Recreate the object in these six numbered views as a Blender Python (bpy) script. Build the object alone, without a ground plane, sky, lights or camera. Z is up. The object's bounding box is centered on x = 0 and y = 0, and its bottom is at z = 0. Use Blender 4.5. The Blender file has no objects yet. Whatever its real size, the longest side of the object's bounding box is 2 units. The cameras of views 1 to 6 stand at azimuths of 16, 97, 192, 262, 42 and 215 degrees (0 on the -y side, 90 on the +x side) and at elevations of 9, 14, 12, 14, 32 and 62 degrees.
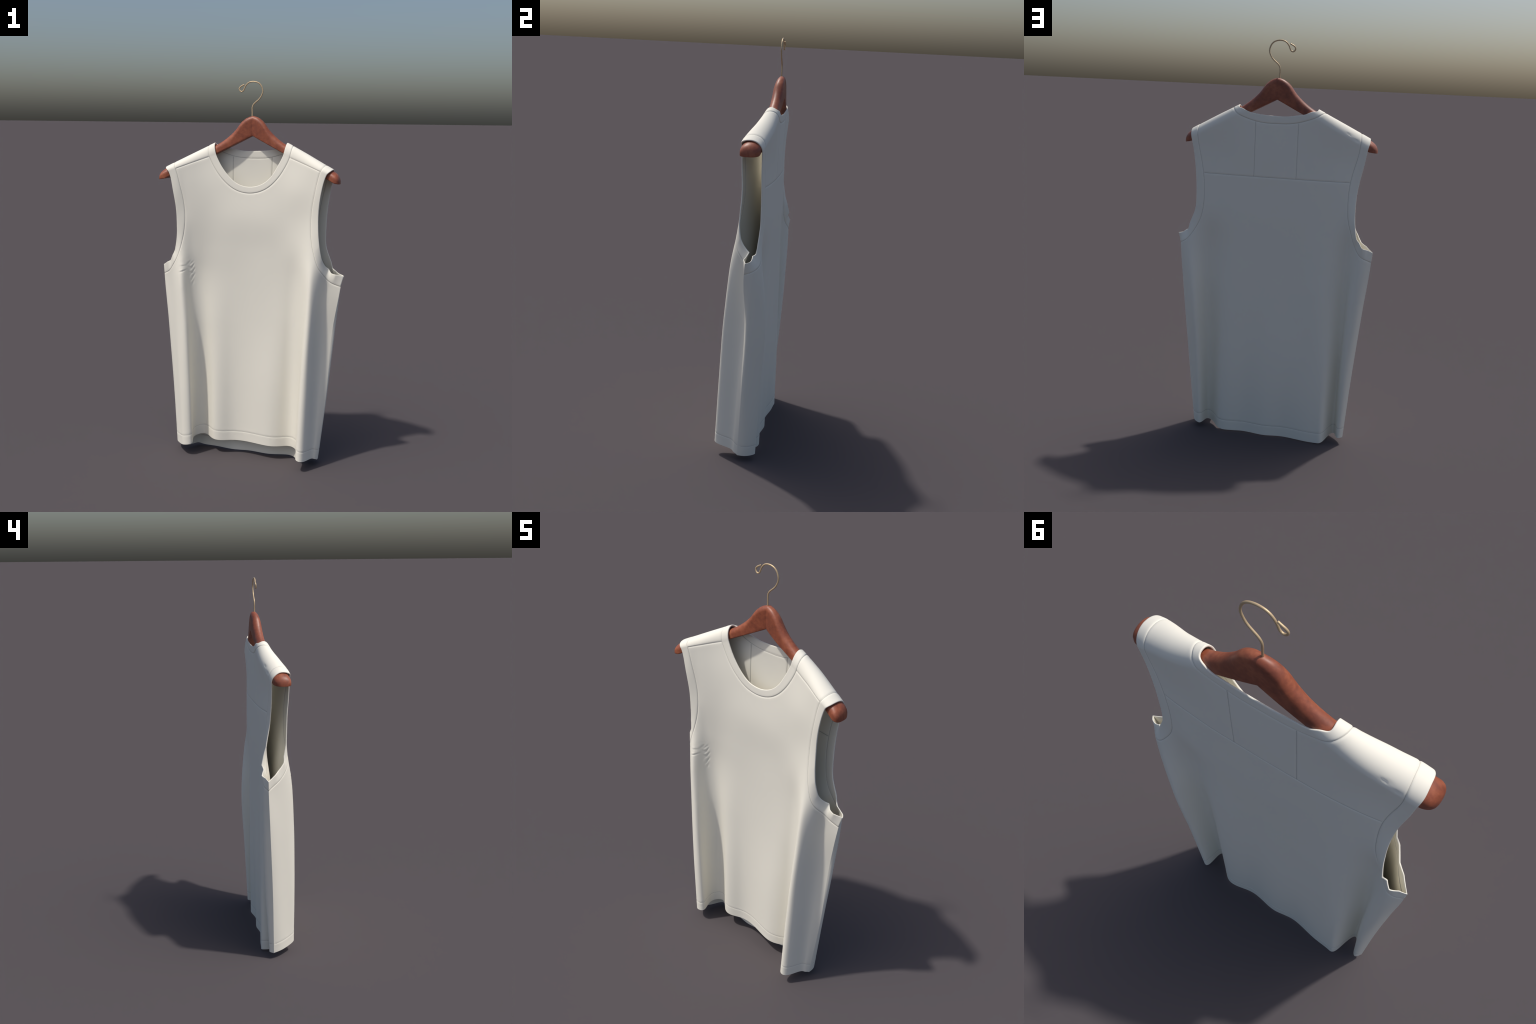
"""Sleeveless top draped on a wooden hanger with a wire hook.

The garment is one draped sheet in pattern coordinates (s, w): s runs across the
body, w runs from the front hem (negative) up to the front shoulder seam (0),
over the hanger arm, and down the back.  The sheet is shaped by cross-sections
at several heights; seams are curves in the pattern that split it into pieces.
"""
import bpy, bmesh, math
import numpy as np
from mathutils import Vector
from mathutils.geometry import delaunay_2d_cdt

rng = np.random.default_rng(7)

# ------------------------------------------------------------------ splines
def spline_second(t, y):
    n = len(t)
    A = np.zeros((n, n)); b = np.zeros(y.shape)
    A[0, 0] = A[-1, -1] = 1.0
    h = np.diff(t)
    for i in range(1, n - 1):
        A[i, i-1] = h[i-1]; A[i, i] = 2*(h[i-1]+h[i]); A[i, i+1] = h[i]
        b[i] = 6*((y[i+1]-y[i])/h[i] - (y[i]-y[i-1])/h[i-1])
    return np.linalg.solve(A, b)

def spline_eval(t, y, x):
    """natural cubic spline; y may be (n,) or (n,k)."""
    t = np.asarray(t, float); y = np.asarray(y, float)
    m = spline_second(t, y)
    x = np.clip(x, t[0], t[-1])
    i = np.clip(np.searchsorted(t, x, side='right')-1, 0, len(t)-2)
    h = t[i+1]-t[i]; a = (t[i+1]-x)/h; b = (x-t[i])/h
    if y.ndim == 2:
        h = h[:, None]; a = a[:, None]; b = b[:, None]
    return a*y[i]+b*y[i+1]+((a**3-a)*m[i]+(b**3-b)*m[i+1])*h*h/6

def curve_through(pts, step=0.006, closed=False):
    """smooth curve through control points, resampled evenly."""
    P = np.asarray(pts, float)
    k = 0
    if closed:
        k = 4
        P = np.vstack([P[-k:], P, P[:k+1]])
    d = np.r_[0, np.cumsum(np.linalg.norm(np.diff(P, axis=0), axis=1)**0.75)]
    lo, hi = (d[k], d[len(P)-k-1]) if closed else (d[0], d[-1])
    u = np.linspace(lo, hi, 1500)
    Q = spline_eval(d, P, u)
    L = np.r_[0, np.cumsum(np.linalg.norm(np.diff(Q, axis=0), axis=1))]
    n = max(4, int(L[-1]/step))
    v = np.linspace(0, L[-1], n+1)
    return np.stack([np.interp(v, L, Q[:, c]) for c in range(Q.shape[1])], 1)

# ------------------------------------------------------------------ drape
LEVELS = np.array([0.03, 0.40, 0.72, 1.00, 1.13, 1.30, 1.45, 1.60])
SIDE = 0.505                                    # half width of the pattern

# stations across the front: left flap, left ridge, left groove, panel, right ridge, right flap
SF = np.array([-.505, -.46, -.42, -.385, -.35, -.315, -.28, -.21, -.10, 0, .10, .20, .26, .30, .34, .375, .41, .45, .475, .505])
FRONT_X = [
 [-.412, -.392, -.353, -.320, -.285, -.300, -.268, -.195, -.095, .005, .10, .185, .252, .289, .300, .337, .364, .381, .387, .391],
 [-.442, -.420, -.380, -.342, -.297, -.296, -.266, -.197, -.097, .003, .10, .190, .254, .296, .312, .347, .375, .403, .418, .431],
 [-.474, -.449, -.406, -.362, -.317, -.301, -.273, -.203, -.100, .000, .10, .195, .257, .303, .327, .356, .384, .416, .433, .451],
 [-.503, -.462, -.425, -.384, -.345, -.318, -.286, -.208, -.100, .000, .10, .200, .262, .307, .344, .371, .398, .424, .450, .495],
 SF, SF, SF, SF]
FRONT_Y = [
 [.052, .002, -.048, -.074, -.058, .002, .046, .008, .024, .022, .000, .016, .028, -.032, -.106, -.108, -.040, -.014, -.003, .008],
 [.062, .022, -.030, -.070, -.070, -.014, .034, .012, .020, .019, .003, .013, .022, -.030, -.094, -.096, -.030, .003, .013, .022],
 [.078, .042, -.010, -.056, -.068, -.020, .018, .016, .021, .021, .014, .015, .011, -.034, -.081, -.082, -.019, .018, .025, .029],
 [.092, .050, .006, -.034, -.048, -.010, .015, .021, .021, .021, .018, .015, .001, -.032, -.063, -.052, -.020, .008, .014, .022],
 [.094, .034, -.004, -.023, -.026, -.005, .007, .015, .018, .020, .018, .010, -.005, -.022, -.039, -.038, -.025, .002, .022, .048],
 [-.026, -.026, -.025, -.024, -.017, -.010, -.003, .009, .015, .017, .015, .009, -.001, -.010, -.019, -.024, -.026, -.026, -.026, -.024],
 [-.036, -.032, -.030, -.028, -.018, -.010, -.002, .012, .024, .027, .024, .012, -.001, -.008, -.016, -.026, -.029, -.032, -.034, -.036],
 [-.048, -.040, -.031, -.022, -.012, -.002, .009, .026, .036, .038, .036, .027, .014, .004, -.010, -.020, -.029, -.038, -.043, -.048]]
# stations across the back
SB = np.array([-.505, -.475, -.44, -.415, -.39, -.365, -.34, -.30, -.20, -.10, 0, .11, .20, .25, .30, .345, .39, .44, .475, .505])
BACK_X = [
 [-.412, -.395, -.376, -.364, -.347, -.330, -.315, -.285, -.200, -.093, .000, .115, .206, .250, .290, .323, .333, .353, .388, .391],
 [-.442, -.422, -.396, -.379, -.368, -.345, -.322, -.288, -.200, -.097, .000, .113, .203, .250, .292, .328, .348, .380, .428, .431],
 [-.474, -.455, -.426, -.400, -.388, -.364, -.337, -.297, -.200, -.100, .000, .110, .200, .250, .296, .342, .369, .412, .461, .451],
 [-.503, -.475, -.440, -.415, -.390, -.365, -.340, -.300, -.200, -.100, .000, .110, .200, .250, .300, .347, .393, .442, .480, .495],
 SB, SB, SB, SB]
BACK_Y = [
 [.052, .073, .052, .012, .005, .043, .090, .103, .094, .078, .088, .075, .090, .073, .022, .008, .048, .090, .050, .008],
 [.062, .091, .094, .065, .028, .048, .085, .101, .094, .088, .089, .084, .092, .078, .036, .030, .076, .100, .048, .022],
 [.078, .104, .110, .096, .060, .044, .064, .090, .094, .088, .088, .088, .091, .080, .052, .044, .094, .106, .050, .029],
 [.092, .108, .109, .093, .075, .067, .073, .086, .093, .092, .092, .092, .090, .081, .067, .066, .084, .084, .056, .022],
 [.094, .098, .100, .096, .090, .083, .083, .088, .094, .096, .096, .096, .094, .091, .087, .082, .078, .066, .057, .048],
 [.048, .056, .065, .070, .075, .080, .084, .089, .096, .098, .098, .097, .095, .092, .088, .083, .075, .064, .056, .048],
 [.050, .058, .066, .070, .074, .078, .082, .088, .097, .100, .101, .100, .097, .092, .088, .082, .075, .066, .058, .050],
 [.058, .067, .075, .080, .085, .090, .094, .100, .104, .102, .101, .102, .104, .103, .100, .094, .086, .075, .067, .058]]

def drape(S, X, Y, s, z):
    """position of the sheet across (s) at height z, from the cross-sections."""
    s = np.clip(s, -SIDE, SIDE)
    out = []
    for tab in (X, Y):
        rows = np.stack([spline_eval(S, np.asarray(r, float), s) for r in tab], 0)   # levels x n
        t = LEVELS
        tan = np.gradient(rows, t, axis=0)
        zc = np.clip(z, t[0]-.05, t[-1]+.1)
        i = np.clip(np.searchsorted(t, zc, side='right')-1, 0, len(t)-2)
        h = t[i+1]-t[i]; u = (zc-t[i])/h
        u = np.clip(u, -.2, 1.3)
        n = np.arange(len(s))
        p0, p1, m0, m1 = rows[i, n], rows[i+1, n], tan[i, n]*h, tan[i+1, n]*h
        uc = np.clip(u, 0, 1)
        v = (2*uc**3-3*uc**2+1)*p0+(uc**3-2*uc**2+uc)*m0+(-2*uc**3+3*uc**2)*p1+(uc**3-uc**2)*m1
        v = v+np.where(u > 1, (u-1)*m1, 0)+np.where(u < 0, u*m0, 0)
        out.append(v)
    return out

def soft_abs(s):
    return np.sqrt(s*s+.10**2)

ARCH = 0.15                                     # cloth length over the hanger arm
def z_ridge(s):  return 1.688-.537*(soft_abs(s)-.2147)
def z_seam(s):   return 1.618-.396*(soft_abs(s)-.2236)
def z_back(s):   return z_ridge(s)-.052

def F(s, z):
    """pattern point on the front at height z"""
    zs, zr = float(z_seam(np.array(s))), float(z_ridge(np.array(s)))
    if z <= zs: return (s, z-zs)
    return (s, ARCH*math.asin(min(1, (z-zs)/(zr-zs)))/math.pi)
def A(s, f):
    """pattern point on the arch over the arm, f from 0 (front seam) to 1 (back)"""
    return (s, ARCH*f)
def B(s, z):
    """pattern point on the back at height z"""
    zb, zr = float(z_back(np.array(s))), float(z_ridge(np.array(s)))
    if z <= zb: return (s, ARCH+zb-z)
    return (s, ARCH*(1-math.asin(min(1, (z-zb)/(zr-zb)))/math.pi))

def pinch(s, z):
    """small compression creases of the cloth by the armhole on the left front"""
    d = np.zeros_like(s)
    #  centre s, z, half length, half width, angle, depth
    for cs, cz, ln, wd, an, dp in (
        (-.345, 1.010, .017, .0035, .35, .0055), (-.347, 1.036, .014, .004, .10, .003),
        (-.300, 1.032, .013, .0035, 1.05, .0050), (-.312, 1.026, .010, .004, -.4, .0030),
        (-.297, 1.006, .014, .0035, 1.00, .0050), (-.309, 0.999, .010, .004, -.4, .0030),
        (-.295, .978, .013, .004, 1.1, .0040), (-.303, .966, .012, .0035, 1.4, .0040),
        (-.297, .945, .012, .004, 1.3, .0035), (-.318, 1.052, .014, .005, .9, .003),
        (-.303, 1.050, .012, .005, .9, .0025)):
        a = (s-cs)*math.cos(an)+(z-cz)*math.sin(an)
        b = -(s-cs)*math.sin(an)+(z-cz)*math.cos(an)
        g = np.exp(-(a/ln)**2)
        d += -.40*dp*g*(-np.exp(-(b/wd)**2)+.6*np.exp(-((b-2*wd)/(1.6*wd))**2))
    return d

def pinch_back(s, w):
    d = np.zeros_like(s)
    for cs, cw, ln in ((-.355, ARCH*.86, .014), (-.392, ARCH*.93, .012)):
        a = s-cs; b = (w-cw)-.25*(s-cs)
        d -= .0028*np.exp(-(a/ln)**2-(b/.003)**2)
    return d

def sheet(P):
    """pattern (s,w) -> 3D"""
    s = P[:, 0]; w = P[:, 1]
    zs, zr, zb = z_seam(s), z_ridge(s), z_back(s)
    front = w <= 0; back = w >= ARCH
    z = np.where(front, w+zs, np.where(back, zb-(w-ARCH), 0))
    fx, fy = drape(SF, FRONT_X, FRONT_Y, s, np.where(front, z, zs))
    bx, by = drape(SB, BACK_X, BACK_Y, s, np.where(back, z, zb))
    th = math.pi*np.clip(w/ARCH, 0, 1)
    c = np.cos(th); sn = np.sin(th)
    ym = (fy+by)/2; D = (by-fy)/2
    ay = ym-D*c
    base = np.where(th < math.pi/2, zs, zb)
    az = base+(zr-base)*sn
    f = th/math.pi
    ax = fx*(1-f)+bx*f
    x = np.where(front, fx, np.where(back, bx, ax))
    y = np.where(front, fy, np.where(back, by, ay))
    z = np.where(front | back, z, az)
    y = y+np.where(front, pinch(s, z), 0)
    return np.stack([x, y, z], 1)

def sheet_frame(P):
    e = 0.0015
    p = sheet(P)
    ds = np.zeros_like(P); ds[:, 0] = e
    dw = np.zeros_like(P); dw[:, 1] = e
    lim = np.abs(P[:, 0]) > SIDE-2*e
    a = sheet(P+ds)-sheet(P-ds); b = sheet(P+dw)-sheet(P-dw)
    n = np.cross(a, b)
    n /= np.linalg.norm(n, axis=1)[:, None]+1e-12
    return p, n

# ------------------------------------------------------------------ seams and edges in the pattern
neck_seam = curve_through([
    F(.004, 1.427), F(.077, 1.446), F(.139, 1.495), F(.178, 1.548), F(.210, 1.613),
    A(.219, .25), A(.221, .5), A(.215, .66), B(.200, 1.653), B(.165, 1.633), B(.101, 1.614), B(.031, 1.606),
    B(-.045, 1.607), B(-.115, 1.617), B(-.175, 1.636), B(-.208, 1.652), A(-.226, .66), A(-.233, .5), A(-.230, .25),
    F(-.219, 1.611), F(-.184, 1.545), F(-.135, 1.485), F(-.067, 1.439)], .006, True)
neck_edge = curve_through([
    F(.004, 1.460), F(.061, 1.474), F(.114, 1.516), F(.150, 1.574), F(.178, 1.635),
    A(.187, .30), A(.190, .5), A(.187, .70), B(.168, 1.672), B(.140, 1.659), B(.095, 1.649), B(.031, 1.643),
    B(-.045, 1.642), B(-.105, 1.650), B(-.150, 1.660), B(-.178, 1.672), A(-.197, .70), A(-.200, .5), A(-.197, .30),
    F(-.188, 1.635), F(-.155, 1.566), F(-.112, 1.512), F(-.055, 1.470)], .006, True)

arm_seam_r = curve_through([
    F(.505, .968), F(.470, .985), F(.438, 1.010), F(.395, 1.054), F(.366, 1.115), F(.347, 1.180), F(.337, 1.275), F(.341, 1.365),
    F(.360, 1.470), F(.379, 1.545), A(.395, .25), A(.402, .5), A(.402, .75), B(.396, 1.505), B(.383, 1.440),
    B(.363, 1.342), B(.356, 1.260), B(.360, 1.170), B(.376, 1.106), B(.410, 1.040), B(.445, 1.000), B(.475, .980), B(.505, .968)])
arm_edge_r = curve_through([
    F(.505, 1.018), F(.475, 1.030), F(.447, 1.047), F(.412, 1.080), F(.394, 1.130), F(.385, 1.180), F(.377, 1.270), F(.378, 1.367),
    F(.391, 1.457), F(.414, 1.535), A(.433, .25), A(.441, .5), A(.440, .75), B(.432, 1.510), B(.420, 1.455),
    B(.403, 1.325), B(.399, 1.222), B(.406, 1.151), B(.430, 1.085), B(.444, 1.050), B(.470, 1.032), B(.490, 1.024), B(.505, 1.018)])
arm_seam_l = curve_through([
    F(-.505, .968), F(-.470, .982), F(-.437, 1.002), F(-.390, 1.065), F(-.366, 1.120), F(-.350, 1.181), F(-.340, 1.285), F(-.350, 1.394),
    F(-.367, 1.470), F(-.386, 1.540), A(-.401, .25), A(-.408, .5), A(-.412, .75), B(-.410, 1.510), B(-.398, 1.450),
    B(-.374, 1.343), B(-.370, 1.213), B(-.378, 1.150), B(-.391, 1.107), B(-.419, 1.030), B(-.447, .995), B(-.475, .980), B(-.505, .968)])
arm_edge_l = curve_through([
    F(-.505, 1.016), F(-.475, 1.030), F(-.445, 1.050), F(-.412, 1.088), F(-.396, 1.135), F(-.386, 1.180), F(-.383, 1.265), F(-.387, 1.345),
    F(-.405, 1.455), F(-.424, 1.530), A(-.444, .25), A(-.451, .5), A(-.454, .75), B(-.448, 1.510), B(-.438, 1.450),
    B(-.417, 1.345), B(-.407, 1.240), B(-.410, 1.161), B(-.420, 1.100), B(-.434, 1.062), B(-.456, 1.042), B(-.485, 1.026), B(-.505, 1.016)])

def hem_z_front(s):
    return spline_eval([-.505, -.42, -.385, -.315, -.28, -.21, 0, .2, .26, .34, .41, .505],
                       np.array([.036, .050, .059, .077, .086, .081, .079, .077, .076, .064, .050, .032]), s)
def hem_z_back(s):
    return spline_eval([-.505, -.44, -.39, -.34, -.30, -.2, 0, .2, .28, .345, .44, .505],
                       np.array([.035, .034, .025, .011, .005, .004, .003, .005, .009, .019, .026, .031]), s)
HEM = 0.052
sl = np.linspace(-SIDE, SIDE, 169)
hem_edge_f = np.stack([sl, hem_z_front(sl)-z_seam(sl)], 1)
hem_seam_f = hem_edge_f+[0, HEM]
hem_edge_b = np.stack([sl, ARCH+z_back(sl)-hem_z_back(sl)], 1)
hem_seam_b = hem_edge_b-[0, HEM]

YOKE = 1.345
sy = np.linspace(-.40, .40, 134)
yoke_line = np.stack([sy, ARCH+z_back(sy)-YOKE], 1)
def vertical(s):
    z = np.linspace(YOKE, 1.635, 50)
    return np.array([B(s, q) for q in z])
vert_r, vert_l = vertical(.100), vertical(-.111)
def shoulder_line(a, b):
    s = np.linspace(a, b, 46)
    return np.stack([s, 0*s], 1)
shoulder_r, shoulder_l = shoulder_line(.19, .41), shoulder_line(-.20, -.42)

def inside(poly, P):
    x, y = P[:, 0], P[:, 1]
    c = np.zeros(len(P), bool)
    a = poly; b = np.roll(poly, -1, axis=0)
    for (x0, y0), (x1, y1) in zip(a, b):
        if y0 == y1: continue
        k = ((y0 > y) != (y1 > y)) & (x < (x1-x0)*(y-y0)/(y1-y0)+x0)
        c ^= k
    return c

def dist_to(curves, P):
    """distance in the pattern from points to polylines"""
    best = np.full(len(P), 9.0)
    for C in curves:
        a = C[:-1]; d = np.diff(C, axis=0); L2 = (d*d).sum(1)+1e-12
        for k in range(0, len(P), 4000):
            q = P[k:k+4000]
            t = np.clip(((q[:, None]-a)*d).sum(2)/L2, 0, 1)
            r = np.linalg.norm(q[:, None]-a-t[..., None]*d, axis=2).min(1)
            best[k:k+4000] = np.minimum(best[k:k+4000], r)
    return best

# ------------------------------------------------------------------ triangulated pattern
seams = [np.vstack([neck_seam, neck_seam[:1]])if np.linalg.norm(neck_seam[0]-neck_seam[-1]) > 1e-9 else neck_seam,
         arm_seam_r, arm_seam_l, hem_seam_f, hem_seam_b, yoke_line, vert_r, vert_l, shoulder_r, shoulder_l]
wl, wh = hem_edge_f[:, 1].min()-.02, hem_edge_b[:, 1].max()+.02
gs = np.linspace(-SIDE, SIDE, 145)[1:-1]
gw = np.arange(wl, wh, .0125)
G = np.stack(np.meshgrid(gs, gw), -1).reshape(-1, 2)
arch_w = np.arange(0.004, ARCH, .005)
GA = np.stack(np.meshgrid(np.linspace(-.42, .42, 110), arch_w), -1).reshape(-1, 2)
G = G[~((G[:, 1] > 0) & (G[:, 1] < ARCH) & (np.abs(G[:, 0]) < .425))]
fs, fz = np.meshgrid(np.arange(-.375, -.265, .0028), np.arange(.92, 1.075, .0028))
GP = np.array([F(a, b) for a, b in zip(fs.ravel(), fz.ravel())])
gz = G[:, 1]+z_seam(G[:, 0])
G = G[~((G[:, 0] > -.379) & (G[:, 0] < -.262) & (gz > .916) & (gz < 1.078) & (G[:, 1] < 0))]
G = np.vstack([G, GA, GP])
neck_poly = neck_seam[:-1] if np.linalg.norm(neck_seam[0]-neck_seam[-1]) < 1e-6 else neck_seam
arm_poly_r = np.vstack([arm_seam_r, [[.7, arm_seam_r[-1, 1]], [.7, arm_seam_r[0, 1]]]])
arm_poly_l = np.vstack([arm_seam_l, [[-.7, arm_seam_l[-1, 1]], [-.7, arm_seam_l[0, 1]]]])
def keep(P):
    zf = np.interp(P[:, 0], hem_edge_f[:, 0], hem_edge_f[:, 1]); zb = np.interp(P[:, 0], hem_edge_b[:, 0], hem_edge_b[:, 1])
    return ~inside(neck_poly, P) & ~inside(arm_poly_r, P) & ~inside(arm_poly_l, P) & (P[:, 1] > zf) & (P[:, 1] < zb)
# rings beside every seam so the stitched groove has its own vertices
ring = []
for C in seams:
    t = np.gradient(C, axis=0); t /= np.linalg.norm(t, axis=1)[:, None]+1e-12
    nrm = np.stack([-t[:, 1], t[:, 0]], 1)
    for o in (-.0075, -.0035, .0035, .0075):
        ring.append(C+nrm*o)
for C, sg in ((hem_edge_f, 1), (hem_edge_b, -1)):
    for o in (.003, .008):
        ring.append(C+[0, sg*o])
R = np.vstack(ring)
dR = dist_to(seams, R)
R = R[dR > .0031]
R = R[np.abs(R[:, 0]) < SIDE-.003]
G = G[dist_to(seams, G) > .010]
edge_d = dist_to([hem_edge_f, hem_edge_b], G)
G = G[edge_d > .014]
pts = np.vstack([G[keep(G)], R[keep(R)]])
verts = [tuple(p) for p in pts]; edges = []
def add_chain(C, close=False):
    o = len(verts)
    verts.extend(tuple(p) for p in C)
    edges.extend((o+i, o+i+1) for i in range(len(C)-1))
    if close: edges.append((o+len(C)-1, o))
add_chain(neck_poly, True)
for C in (arm_seam_r, arm_seam_l, hem_seam_f, hem_seam_b, yoke_line, vert_r, vert_l, shoulder_r, shoulder_l, hem_edge_f, hem_edge_b):
    add_chain(C)
for sg in (-1, 1):
    arm = arm_seam_r if sg > 0 else arm_seam_l
    k = 0 if sg < 0 else -1
    for w0, w1 in ((hem_edge_f[k, 1], arm[0, 1]), (arm[-1, 1], hem_edge_b[k, 1])):
        add_chain(np.stack([np.full(150, sg*SIDE), np.linspace(w0, w1, 150)], 1))
res = delaunay_2d_cdt([Vector(v) for v in verts], edges, [], 0, 1e-5)
V2 = np.array([tuple(v) for v in res[0]])
T = np.array([f for f in res[2] if len(f) == 3])
cen = V2[T].mean(1)
ok = keep(cen) & (np.abs(cen[:, 0]) < SIDE)
T = T[ok]; cen = cen[ok]
# consistent winding (counter-clockwise in the pattern -> outward normal)
a, b, c = V2[T[:, 0]], V2[T[:, 1]], V2[T[:, 2]]
ccw = np.cross(b-a, c-a)
T[ccw < 0] = T[ccw < 0][:, ::-1]
T = T[np.abs(ccw) > 1e-10]; cen = cen[np.abs(ccw) > 1e-10]

P3, N3 = sheet_frame(V2)
if N3[np.argmin(np.abs(V2[:, 0])+np.abs(V2[:, 1]+.4)), 1] > 0:
    N3 = -N3; T = T[:, ::-1]
groove_d = dist_to(seams, V2)
soft = 1-.5*np.exp(-(dist_to([hem_seam_f, hem_seam_b], V2)/.02)**2)
side_d = SIDE-np.abs(V2[:, 0])
fade = np.clip(side_d/.012, 0, 1)
groove = soft*.0018*np.exp(-(groove_d/.0024)**2)*fade + .0003*np.exp(-((groove_d-.008)/.004)**2)*(-fade)
thick = .0045*np.clip((side_d-.001)/.030, 0, 1)
P3 = P3+N3*pinch_back(V2[:, 0], V2[:, 1])[:, None]
OUT = P3-N3*groove[:, None]
INN = P3-N3*(thick-np.minimum(groove, thick*.6))[:, None]

on_hem = (np.abs(V2[:, 1]-np.interp(V2[:, 0], hem_edge_f[:, 0], hem_edge_f[:, 1])) < 1e-4) | \
         (np.abs(V2[:, 1]-np.interp(V2[:, 0], hem_edge_b[:, 0], hem_edge_b[:, 1])) < 1e-4)

hf = np.interp(cen[:, 0], hem_seam_f[:, 0], hem_seam_f[:, 1]); hb = np.interp(cen[:, 0], hem_seam_b[:, 0], hem_seam_b[:, 1])
yk = np.interp(cen[:, 0], yoke_line[:, 0], yoke_line[:, 1])
yoke = (cen[:, 1] > 0) & (cen[:, 1] < yk)
PIECES = [
    ('front_panel', (cen[:, 1] < 0) & (cen[:, 1] > hf)),
    ('back_panel', (cen[:, 1] > yk) & (cen[:, 1] < hb)),
    ('yoke_panel', yoke & (cen[:, 0] > .100)),
    ('yoke_panel', yoke & (cen[:, 0] <= .100) & (cen[:, 0] >= -.111)),
    ('yoke_panel', yoke & (cen[:, 0] < -.111)),
    ('hem_band', (cen[:, 1] <= hf)),
    ('hem_band', (cen[:, 1] >= hb))]

# ------------------------------------------------------------------ materials
def new_material(name):
    m = bpy.data.materials.new(name); m.use_nodes = True
    nt = m.node_tree; bs = nt.nodes['Principled BSDF']
    return m, nt, bs
def node(nt, kind, **kw):
    n = nt.nodes.new(kind)
    for k, v in kw.items():
        if k in n.inputs: n.inputs[k].default_value = v
        else: setattr(n, k, v)
    return n

def cloth_material(name, col, col2):
    m, nt, bs = new_material(name)
    tc = node(nt, 'ShaderNodeTexCoord')
    n1 = node(nt, 'ShaderNodeTexNoise', Scale=9.0, Detail=2.0)
    ramp = node(nt, 'ShaderNodeMix', data_type='RGBA')
    ramp.inputs[6].default_value = (*col, 1); ramp.inputs[7].default_value = (*col2, 1)
    nt.links.new(tc.outputs['Object'], n1.inputs['Vector'])
    nt.links.new(n1.outputs['Fac'], ramp.inputs[0])
    nt.links.new(ramp.outputs[2], bs.inputs['Base Color'])
    mp = node(nt, 'ShaderNodeMapping'); mp.inputs['Scale'].default_value = (1, 1, .45)
    nt.links.new(tc.outputs['Object'], mp.inputs['Vector'])
    wv = node(nt, 'ShaderNodeTexNoise', Scale=900.0, Detail=1.0)
    nt.links.new(mp.outputs[0], wv.inputs['Vector'])
    bp = node(nt, 'ShaderNodeBump', Strength=.06, Distance=.001)
    nt.links.new(wv.outputs['Fac'], bp.inputs['Height'])
    nt.links.new(bp.outputs[0], bs.inputs['Normal'])
    bs.inputs['Roughness'].default_value = .85
    bs.inputs['Specular IOR Level'].default_value = .25
    return m
COTTON = cloth_material('white_cotton', (.895, .86, .75), (.875, .845, .74))
SEAM_LINE = cloth_material('dark_seam_line', (.62, .595, .54), (.58, .56, .51))  # darker beige than the cotton, for the thin lines along the seams

def wood_material(name, dark, mid, light, offset):
    m, nt, bs = new_material(name)
    tc = node(nt, 'ShaderNodeTexCoord')
    mp = node(nt, 'ShaderNodeMapping'); mp.inputs['Scale'].default_value = (1, 1.2, 1.1); mp.inputs['Location'].default_value = offset
    nt.links.new(tc.outputs['Object'], mp.inputs['Vector'])
    n1 = node(nt, 'ShaderNodeTexNoise', Scale=14.0, Detail=4.0, Roughness=.55, Distortion=.6)
    n2 = node(nt, 'ShaderNodeTexNoise', Scale=70.0, Detail=3.0, Roughness=.6)
    for n in (n1, n2): nt.links.new(mp.outputs[0], n.inputs['Vector'])
    mx = node(nt, 'ShaderNodeMath', operation='MULTIPLY_ADD'); mx.inputs[1].default_value = .35
    nt.links.new(n2.outputs['Fac'], mx.inputs[0])
    sc = node(nt, 'ShaderNodeMath', operation='MULTIPLY'); sc.inputs[1].default_value = .65
    nt.links.new(n1.outputs['Fac'], sc.inputs[0]); nt.links.new(sc.outputs[0], mx.inputs[2])
    cr = node(nt, 'ShaderNodeValToRGB')
    e = cr.color_ramp.elements
    e[0].position, e[0].color = .34, (*dark, 1)
    e[1].position, e[1].color = .66, (*light, 1)
    k = e.new(.5); k.color = (*mid, 1)
    nt.links.new(mx.outputs[0], cr.inputs[0])
    nt.links.new(cr.outputs[0], bs.inputs['Base Color'])
    bs.inputs['Roughness'].default_value = .45
    bs.inputs['Specular IOR Level'].default_value = .5
    return m
WOOD = wood_material('red_brown_wood', (.20, .055, .030), (.29, .080, .040), (.40, .125, .060), (0, 0, 0))

def metal_material():
    m, nt, bs = new_material('brass_wire')
    tc = node(nt, 'ShaderNodeTexCoord')
    n1 = node(nt, 'ShaderNodeTexNoise', Scale=40.0, Detail=2.0)
    mix = node(nt, 'ShaderNodeMix', data_type='RGBA')
    mix.inputs[6].default_value = (.66, .50, .30, 1); mix.inputs[7].default_value = (.60, .44, .26, 1)
    nt.links.new(tc.outputs['Object'], n1.inputs['Vector'])
    nt.links.new(n1.outputs['Fac'], mix.inputs[0]); nt.links.new(mix.outputs[2], bs.inputs['Base Color'])
    bs.inputs['Metallic'].default_value = .35
    bs.inputs['Roughness'].default_value = .42
    return m
BRASS = metal_material()

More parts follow.
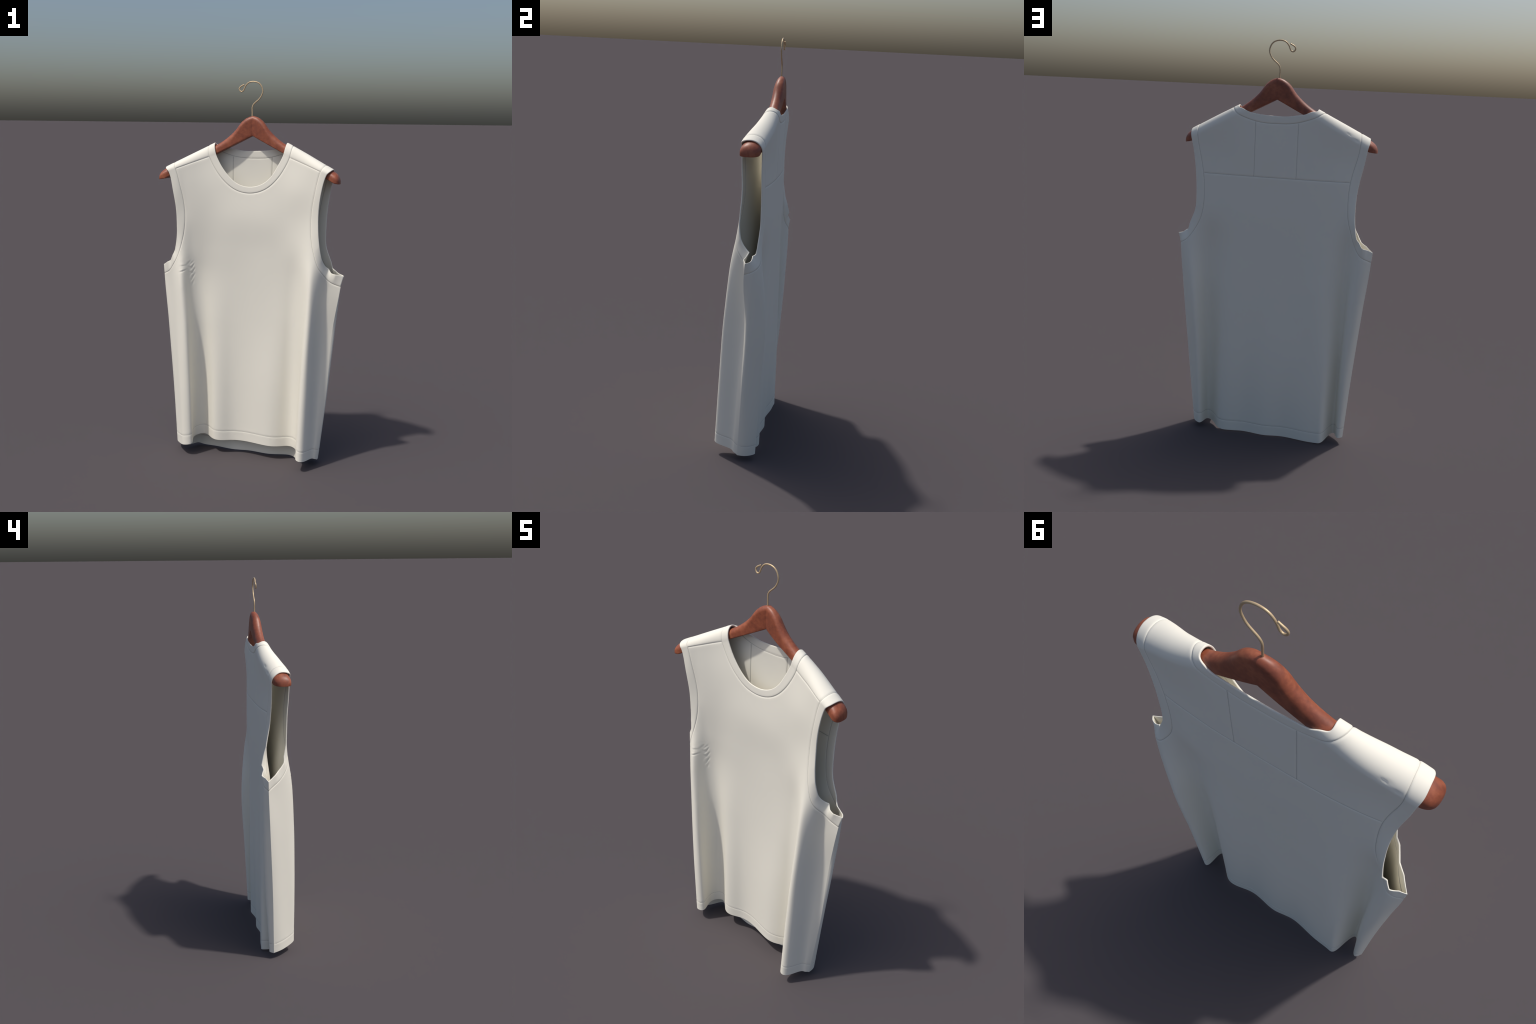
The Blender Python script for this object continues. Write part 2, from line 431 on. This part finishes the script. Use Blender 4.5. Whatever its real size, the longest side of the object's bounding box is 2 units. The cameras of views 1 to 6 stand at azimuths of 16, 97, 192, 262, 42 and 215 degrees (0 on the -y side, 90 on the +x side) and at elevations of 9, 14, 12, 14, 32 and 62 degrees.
# ------------------------------------------------------------------ mesh helpers
def make_object(name, verts, faces, mat, parent, smooth=True):
    me = bpy.data.meshes.new(name)
    me.from_pydata([tuple(map(float, v)) for v in verts], [], [tuple(map(int, f)) for f in faces])
    me.validate()
    me.materials.append(mat)
    if smooth:
        me.polygons.foreach_set('use_smooth', [True]*len(me.polygons))
    me.update()
    ob = bpy.data.objects.new(name, me)
    bpy.context.scene.collection.objects.link(ob)
    ob.parent = parent
    return ob

def empty(name, label, category):
    e = bpy.data.objects.new(name, None)
    bpy.context.scene.collection.objects.link(e)
    e['label'] = label; e['category'] = category
    return e

top = empty('tank_top', 'white sleeveless crew neck top with stitched bands, draped and hanging', 'tank top')
hanger = empty('clothes_hanger', 'red brown wooden coat hanger with thin brass wire hook', 'clothes hanger')

for name, mask in PIECES:
    t = T[mask]
    used, inv = np.unique(t, return_inverse=True)
    t = inv.reshape(t.shape); n = len(used)
    vs = np.vstack([OUT[used], INN[used]])
    faces = [tuple(f) for f in t]+[tuple(f[::-1]+n) for f in t]
    # closed rim only along the free hem edge
    cnt = {}
    for f in t:
        for i in range(3):
            e = (f[i], f[(i+1) % 3]); cnt[e] = cnt.get(e, 0)+1
    hem_v = on_hem[used]; rim = []
    for (i, j) in cnt:
        if (j, i) not in cnt and hem_v[i] and hem_v[j]:
            o = len(vs)+len(rim)
            mid = [(vs[k]+vs[k+n])/2+np.array([0, 0, -.0016]) for k in (j, i)]
            rim += [vs[j], vs[i], mid[1], mid[0], vs[i+n], vs[j+n]]
            faces.append((o, o+1, o+2, o+3)); faces.append((o+3, o+2, o+4, o+5))
    if rim: vs = np.vstack([vs, np.array(rim)])
    make_object(name, vs, faces, COTTON, top)

# ------------------------------------------------------------------ folded bands round neck and armholes
def resample_pair(seam, edge, n, closed):
    def rs(C):
        L = np.r_[0, np.cumsum(np.linalg.norm(np.diff(C, axis=0), axis=1))]
        v = np.linspace(0, L[-1], n+(1 if closed else 0))
        Q = np.stack([np.interp(v, L, C[:, k]) for k in range(2)], 1)
        return Q[:-1] if closed else Q
    return rs(seam), rs(edge)

def band(name, seam, edge, closed, wobble=None):
    n = 420
    S, E = resample_pair(seam, edge, n, closed)
    th = .0058
    prof = []                                  # (across 0 seam .. 1 edge, offset along the normal)
    for c in (0, .06, .12, .22, .4, .6, .8, .92): prof.append((c, .0008*math.sin(math.pi*min(1, c*3)/2) - .0024*math.exp(-(c/.05)**2)+ .0002))
    for k in range(1, 8):
        a = math.pi/2-math.pi*k/8
        prof.append((.97+.05*math.cos(a)*.9, .0010-th/2+th/2*math.sin(a)))
    for c in (.92, .7, .4, .2, .08, 0): prof.append((c, .0010-th+(.0012*math.exp(-(c/.08)**2))))
    m = len(prof)
    taper = np.ones(n)
    if not closed:
        d = np.minimum(np.arange(n), np.arange(n)[::-1])/n
        taper = .45+.55*np.clip(d/.06, 0, 1)
    rows = []
    for c, off in prof:
        Q = S+(E-S)*c
        p, nn = sheet_frame(Q)
        if not hasattr(band, 'sign'):
            k = np.argmin(Q[:, 1]); band.sign = -1 if nn[k, 1] > 0 else 1
        nn = nn*band.sign
        if not closed:                       # let the normals swing round at the armpit
            for _ in range(6):
                nn[1:-1] = (nn[:-2]+nn[1:-1]+nn[2:])/3
            nn /= np.linalg.norm(nn, axis=1)[:, None]
        p = p+nn*(off*taper)[:, None]
        if wobble is not None:
            p = p+wobble(np.linspace(0, 1, n), min(max(c, 0), 1))
        rows.append(p)
    V = np.stack(rows, 1).reshape(-1, 3)
    faces = []
    for i in range(n if closed else n-1):
        j = (i+1) % n
        for k in range(m):
            l = (k+1) % m
            faces.append((i*m+k, i*m+l, j*m+l, j*m+k))
    if not closed:
        faces.append(tuple(range(m))); faces.append(tuple((n-1)*m+k for k in range(m))[::-1])
    ob = make_object(name, V, faces, COTTON, top)
    bm = bmesh.new(); bm.from_mesh(ob.data); bmesh.ops.recalc_face_normals(bm, faces=bm.faces); bm.to_mesh(ob.data); bm.free()
    return ob

band('neckband', neck_seam, neck_edge, True)

def crumple(side):
    """the bands buckle where the slack cloth gathers at the armpit"""
    def f(u, c):
        d = np.zeros((len(u), 3))
        if side > 0:
            keys = [(0, 0, .004), (.02, -.008, .002), (.035, .004, -.003), (.052, .027, .003), (.068, .025, 0), (.10, .012, 0), (.15, .003, 0), (.2, 0, 0),
                    (.86, 0, 0), (.90, -.002, 0), (.93, -.006, .003), (.945, -.012, -.004), (.957, -.022, .004), (.972, -.012, -.002), (.985, -.004, 0), (1, 0, .004)]
        else:
            keys = [(0, 0, 0), (.03, -.003, .004), (.055, .010, -.004), (.08, .002, .003), (.105, .010, 0), (.15, .002, 0), (.2, 0, 0),
                    (.86, 0, 0), (.9, .010, 0), (.925, .016, -.002), (.945, .002, .006), (.96, .010, -.006), (.98, -.002, 0), (1, 0, 0)]
        k = np.array(keys)
        d[:, 0] = side*(.009 if side > 0 else .002)*c*np.exp(-(np.minimum(u, 1-u)/.022)**2)
        d[:, 1] = np.interp(u, k[:, 0], k[:, 1])*c
        d[:, 2] = np.interp(u, k[:, 0], k[:, 2])*c
        return d
    return f
band('armhole_band', arm_seam_r, arm_edge_r, False, crumple(1))
band('armhole_band', arm_seam_l, arm_edge_l, False, crumple(-1))

# ------------------------------------------------------------------ thin darker tubes lying in the seam grooves
def tube(points, radius, sides=6, closed=False, cap=True):
    P = np.asarray(points); n = len(P)
    if closed: t = np.roll(P, -1, 0)-np.roll(P, 1, 0)
    else: t = np.gradient(P, axis=0)
    t /= np.linalg.norm(t, axis=1)[:, None]
    u = np.zeros_like(P); ref = np.array([0, 1.0, 0]) if abs(t[0, 1]) < .9 else np.array([1.0, 0, 0])
    prev = ref
    for i in range(n):
        q = prev-t[i]*(prev@t[i]); q /= np.linalg.norm(q); u[i] = q; prev = q
    v = np.cross(t, u)
    a = np.linspace(0, 2*math.pi, sides, endpoint=False)
    r = np.broadcast_to(np.asarray(radius, float), (n,))
    V = (P[:, None]+r[:, None, None]*(u[:, None]*np.cos(a)[None, :, None]+v[:, None]*np.sin(a)[None, :, None])).reshape(-1, 3)
    faces = []
    for i in range(n if closed else n-1):
        j = (i+1) % n
        for k in range(sides):
            l = (k+1) % sides
            faces.append((i*sides+k, i*sides+l, j*sides+l, j*sides+k))
    if not closed and cap:
        faces.append(tuple(range(sides))[::-1]); faces.append(tuple((n-1)*sides+k for k in range(sides)))
    return V, faces

def clip_seam(C, lo=None):
    return C[keep(C+1e-9)] if lo is None else C
def dark_seam_line(C, radius, closed=False, depths=(-.0022, -.0036), ends=.012):
    C = C[np.abs(C[:, 0]) < SIDE-ends] if not closed else C
    p, nn = sheet_frame(C)
    nn = nn*band.sign
    for off in depths:
        V, f = tube(p+nn*off, radius, 6, closed)
        yield V, f
def add_seams(name, curves, radius, depths=(-.0022, -.0036)):
    V = []; Fc = []; o = 0
    for C, closed in curves:
        for v, f in dark_seam_line(C, radius, closed, depths):
            V.append(v); Fc += [tuple(i+o for i in q) for q in f]; o += len(v)
    make_object(name, np.vstack(V), Fc, SEAM_LINE, top)
in_yoke = yoke_line[(yoke_line[:, 0] > -.373) & (yoke_line[:, 0] < .362)]
vr = vert_r[keep(vert_r)]; vl = vert_l[keep(vert_l)]
sr = shoulder_r[keep(shoulder_r)]; slf = shoulder_l[keep(shoulder_l)]
nc = neck_poly
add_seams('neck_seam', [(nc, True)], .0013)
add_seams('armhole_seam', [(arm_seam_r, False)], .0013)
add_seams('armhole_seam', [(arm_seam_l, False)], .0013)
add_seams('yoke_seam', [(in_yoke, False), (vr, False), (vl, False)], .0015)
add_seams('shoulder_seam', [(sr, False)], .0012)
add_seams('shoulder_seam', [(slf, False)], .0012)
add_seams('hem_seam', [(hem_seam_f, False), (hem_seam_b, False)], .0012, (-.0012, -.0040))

# ------------------------------------------------------------------ hanger
def hanger_arm(sign):
    """one contoured arm lofted along x; flat underside, rounded crown, nosed tip"""
    tx = [0, .03, .05, .063, .08, .095, .108, .138, .181, .26, .35, .43, .50]
    tz = [1.823, 1.8135, 1.800, 1.787, 1.764, 1.746, 1.733, 1.707, 1.678, 1.638, 1.594, 1.557, 1.526]
    END = .477 if sign > 0 else .487
    xs = np.r_[np.linspace(0, .44, 92), .44+(END-.44)*np.sin(np.linspace(0, math.pi/2, 26))]
    xs = np.unique(np.round(xs, 6))
    rows = []
    for x in xs:
        zt = float(spline_eval(tx, np.array(tz), np.array([x]))[0])
        zb = 1.721-.503*min(x, .452)-.15*max(0, x-.452)
        yf = float(spline_eval([0, .06, .12, .19, .30, .40, .50], np.array([.069, .057, .051, .044, .016, -.013, -.042]), np.array([x]))[0])
        yb = float(spline_eval([0, .06, .12, .19, .30, .40, .50], np.array([.105, .104, .101, .097, .088, .070, .052]), np.array([x]))[0])
        q = min(1, max(0, (x-.430)/(END-.430)))
        k_end = max(.06, (max(0, 1-q**3.6))**(1/2.8))       # domed tip
        ym, hw = (yf+yb)/2, (yb-yf)/2*k_end
        zt = zb+(zt-zb)*k_end
        h = zt-zb
        crown = min(h*.62, max(hw*1.0, .02)) if x > .2 else min(h*.6, hw*1.05+.1*x)
        ring = []
        r = .004*k_end
        # underside, corner, flank, crown
        for a in np.linspace(-1, 1, 9): ring.append((ym+a*(hw-r), zb))
        for a in np.linspace(0, math.pi/2, 4)[1:]: ring.append((ym+hw-r+r*math.sin(a), zb+r-r*math.cos(a)))
        flank = np.linspace(zb+r, zt-crown, 8)[1:]
        for z in flank: ring.append((ym+hw, z))
        for a in np.linspace(0, math.pi, 25)[1:-1]:
            c, s_ = math.cos(a), math.sin(a)
            ring.append((ym+hw*math.copysign(abs(c)**.97, c), zt-crown+crown*s_**.97))
        for z in flank[::-1]: ring.append((ym-hw, z))
        for a in np.linspace(math.pi/2, 0, 4)[:-1]: ring.append((ym-hw+r-r*math.sin(a), zb+r-r*math.cos(a)))
        rows.append([(sign*x, y, z) for y, z in ring])
    m = len(rows[0]); V = [p for r_ in rows for p in r_]
    f = []
    for i in range(len(rows)-1):
        for k in range(m):
            l = (k+1) % m
            q = (i*m+k, i*m+l, (i+1)*m+l, (i+1)*m+k)
            f.append(q if sign < 0 else q[::-1])
    n = len(rows)-1
    e = tuple(n*m+k for k in range(m)); f.append(e if sign < 0 else e[::-1])
    return make_object('hanger_arm', V, f, WOOD, hanger)
hanger_arm(1)
hanger_arm(-1)

hook_pts = [(-.005, 1.80), (-.005, 1.822), (-.005, 1.845), (-.005, 1.865), (.0005, 1.880), (.011, 1.891), (.022, 1.900), (.036, 1.914), (.046, 1.932),
            (.050, 1.948), (.046, 1.967), (.036, 1.983), (.020, 1.993), (-.004, 1.9966), (-.026, 1.991), (-.040, 1.978), (-.048, 1.963),
            (-.054, 1.951), (-.064, 1.946), (-.073, 1.952), (-.076, 1.962), (-.070, 1.971), (-.060, 1.977), (-.050, 1.982)]
H = curve_through([(x, z) for x, z in hook_pts], .0022)
L = np.linspace(0, 1, len(H))
yh = .0835+.003*np.clip((L-.86)/.10, 0, 1)
tv, tf = tube(np.stack([H[:, 0], yh, H[:, 1]], 1), .0034, 14)
make_object('hook', tv, tf, BRASS, hanger)
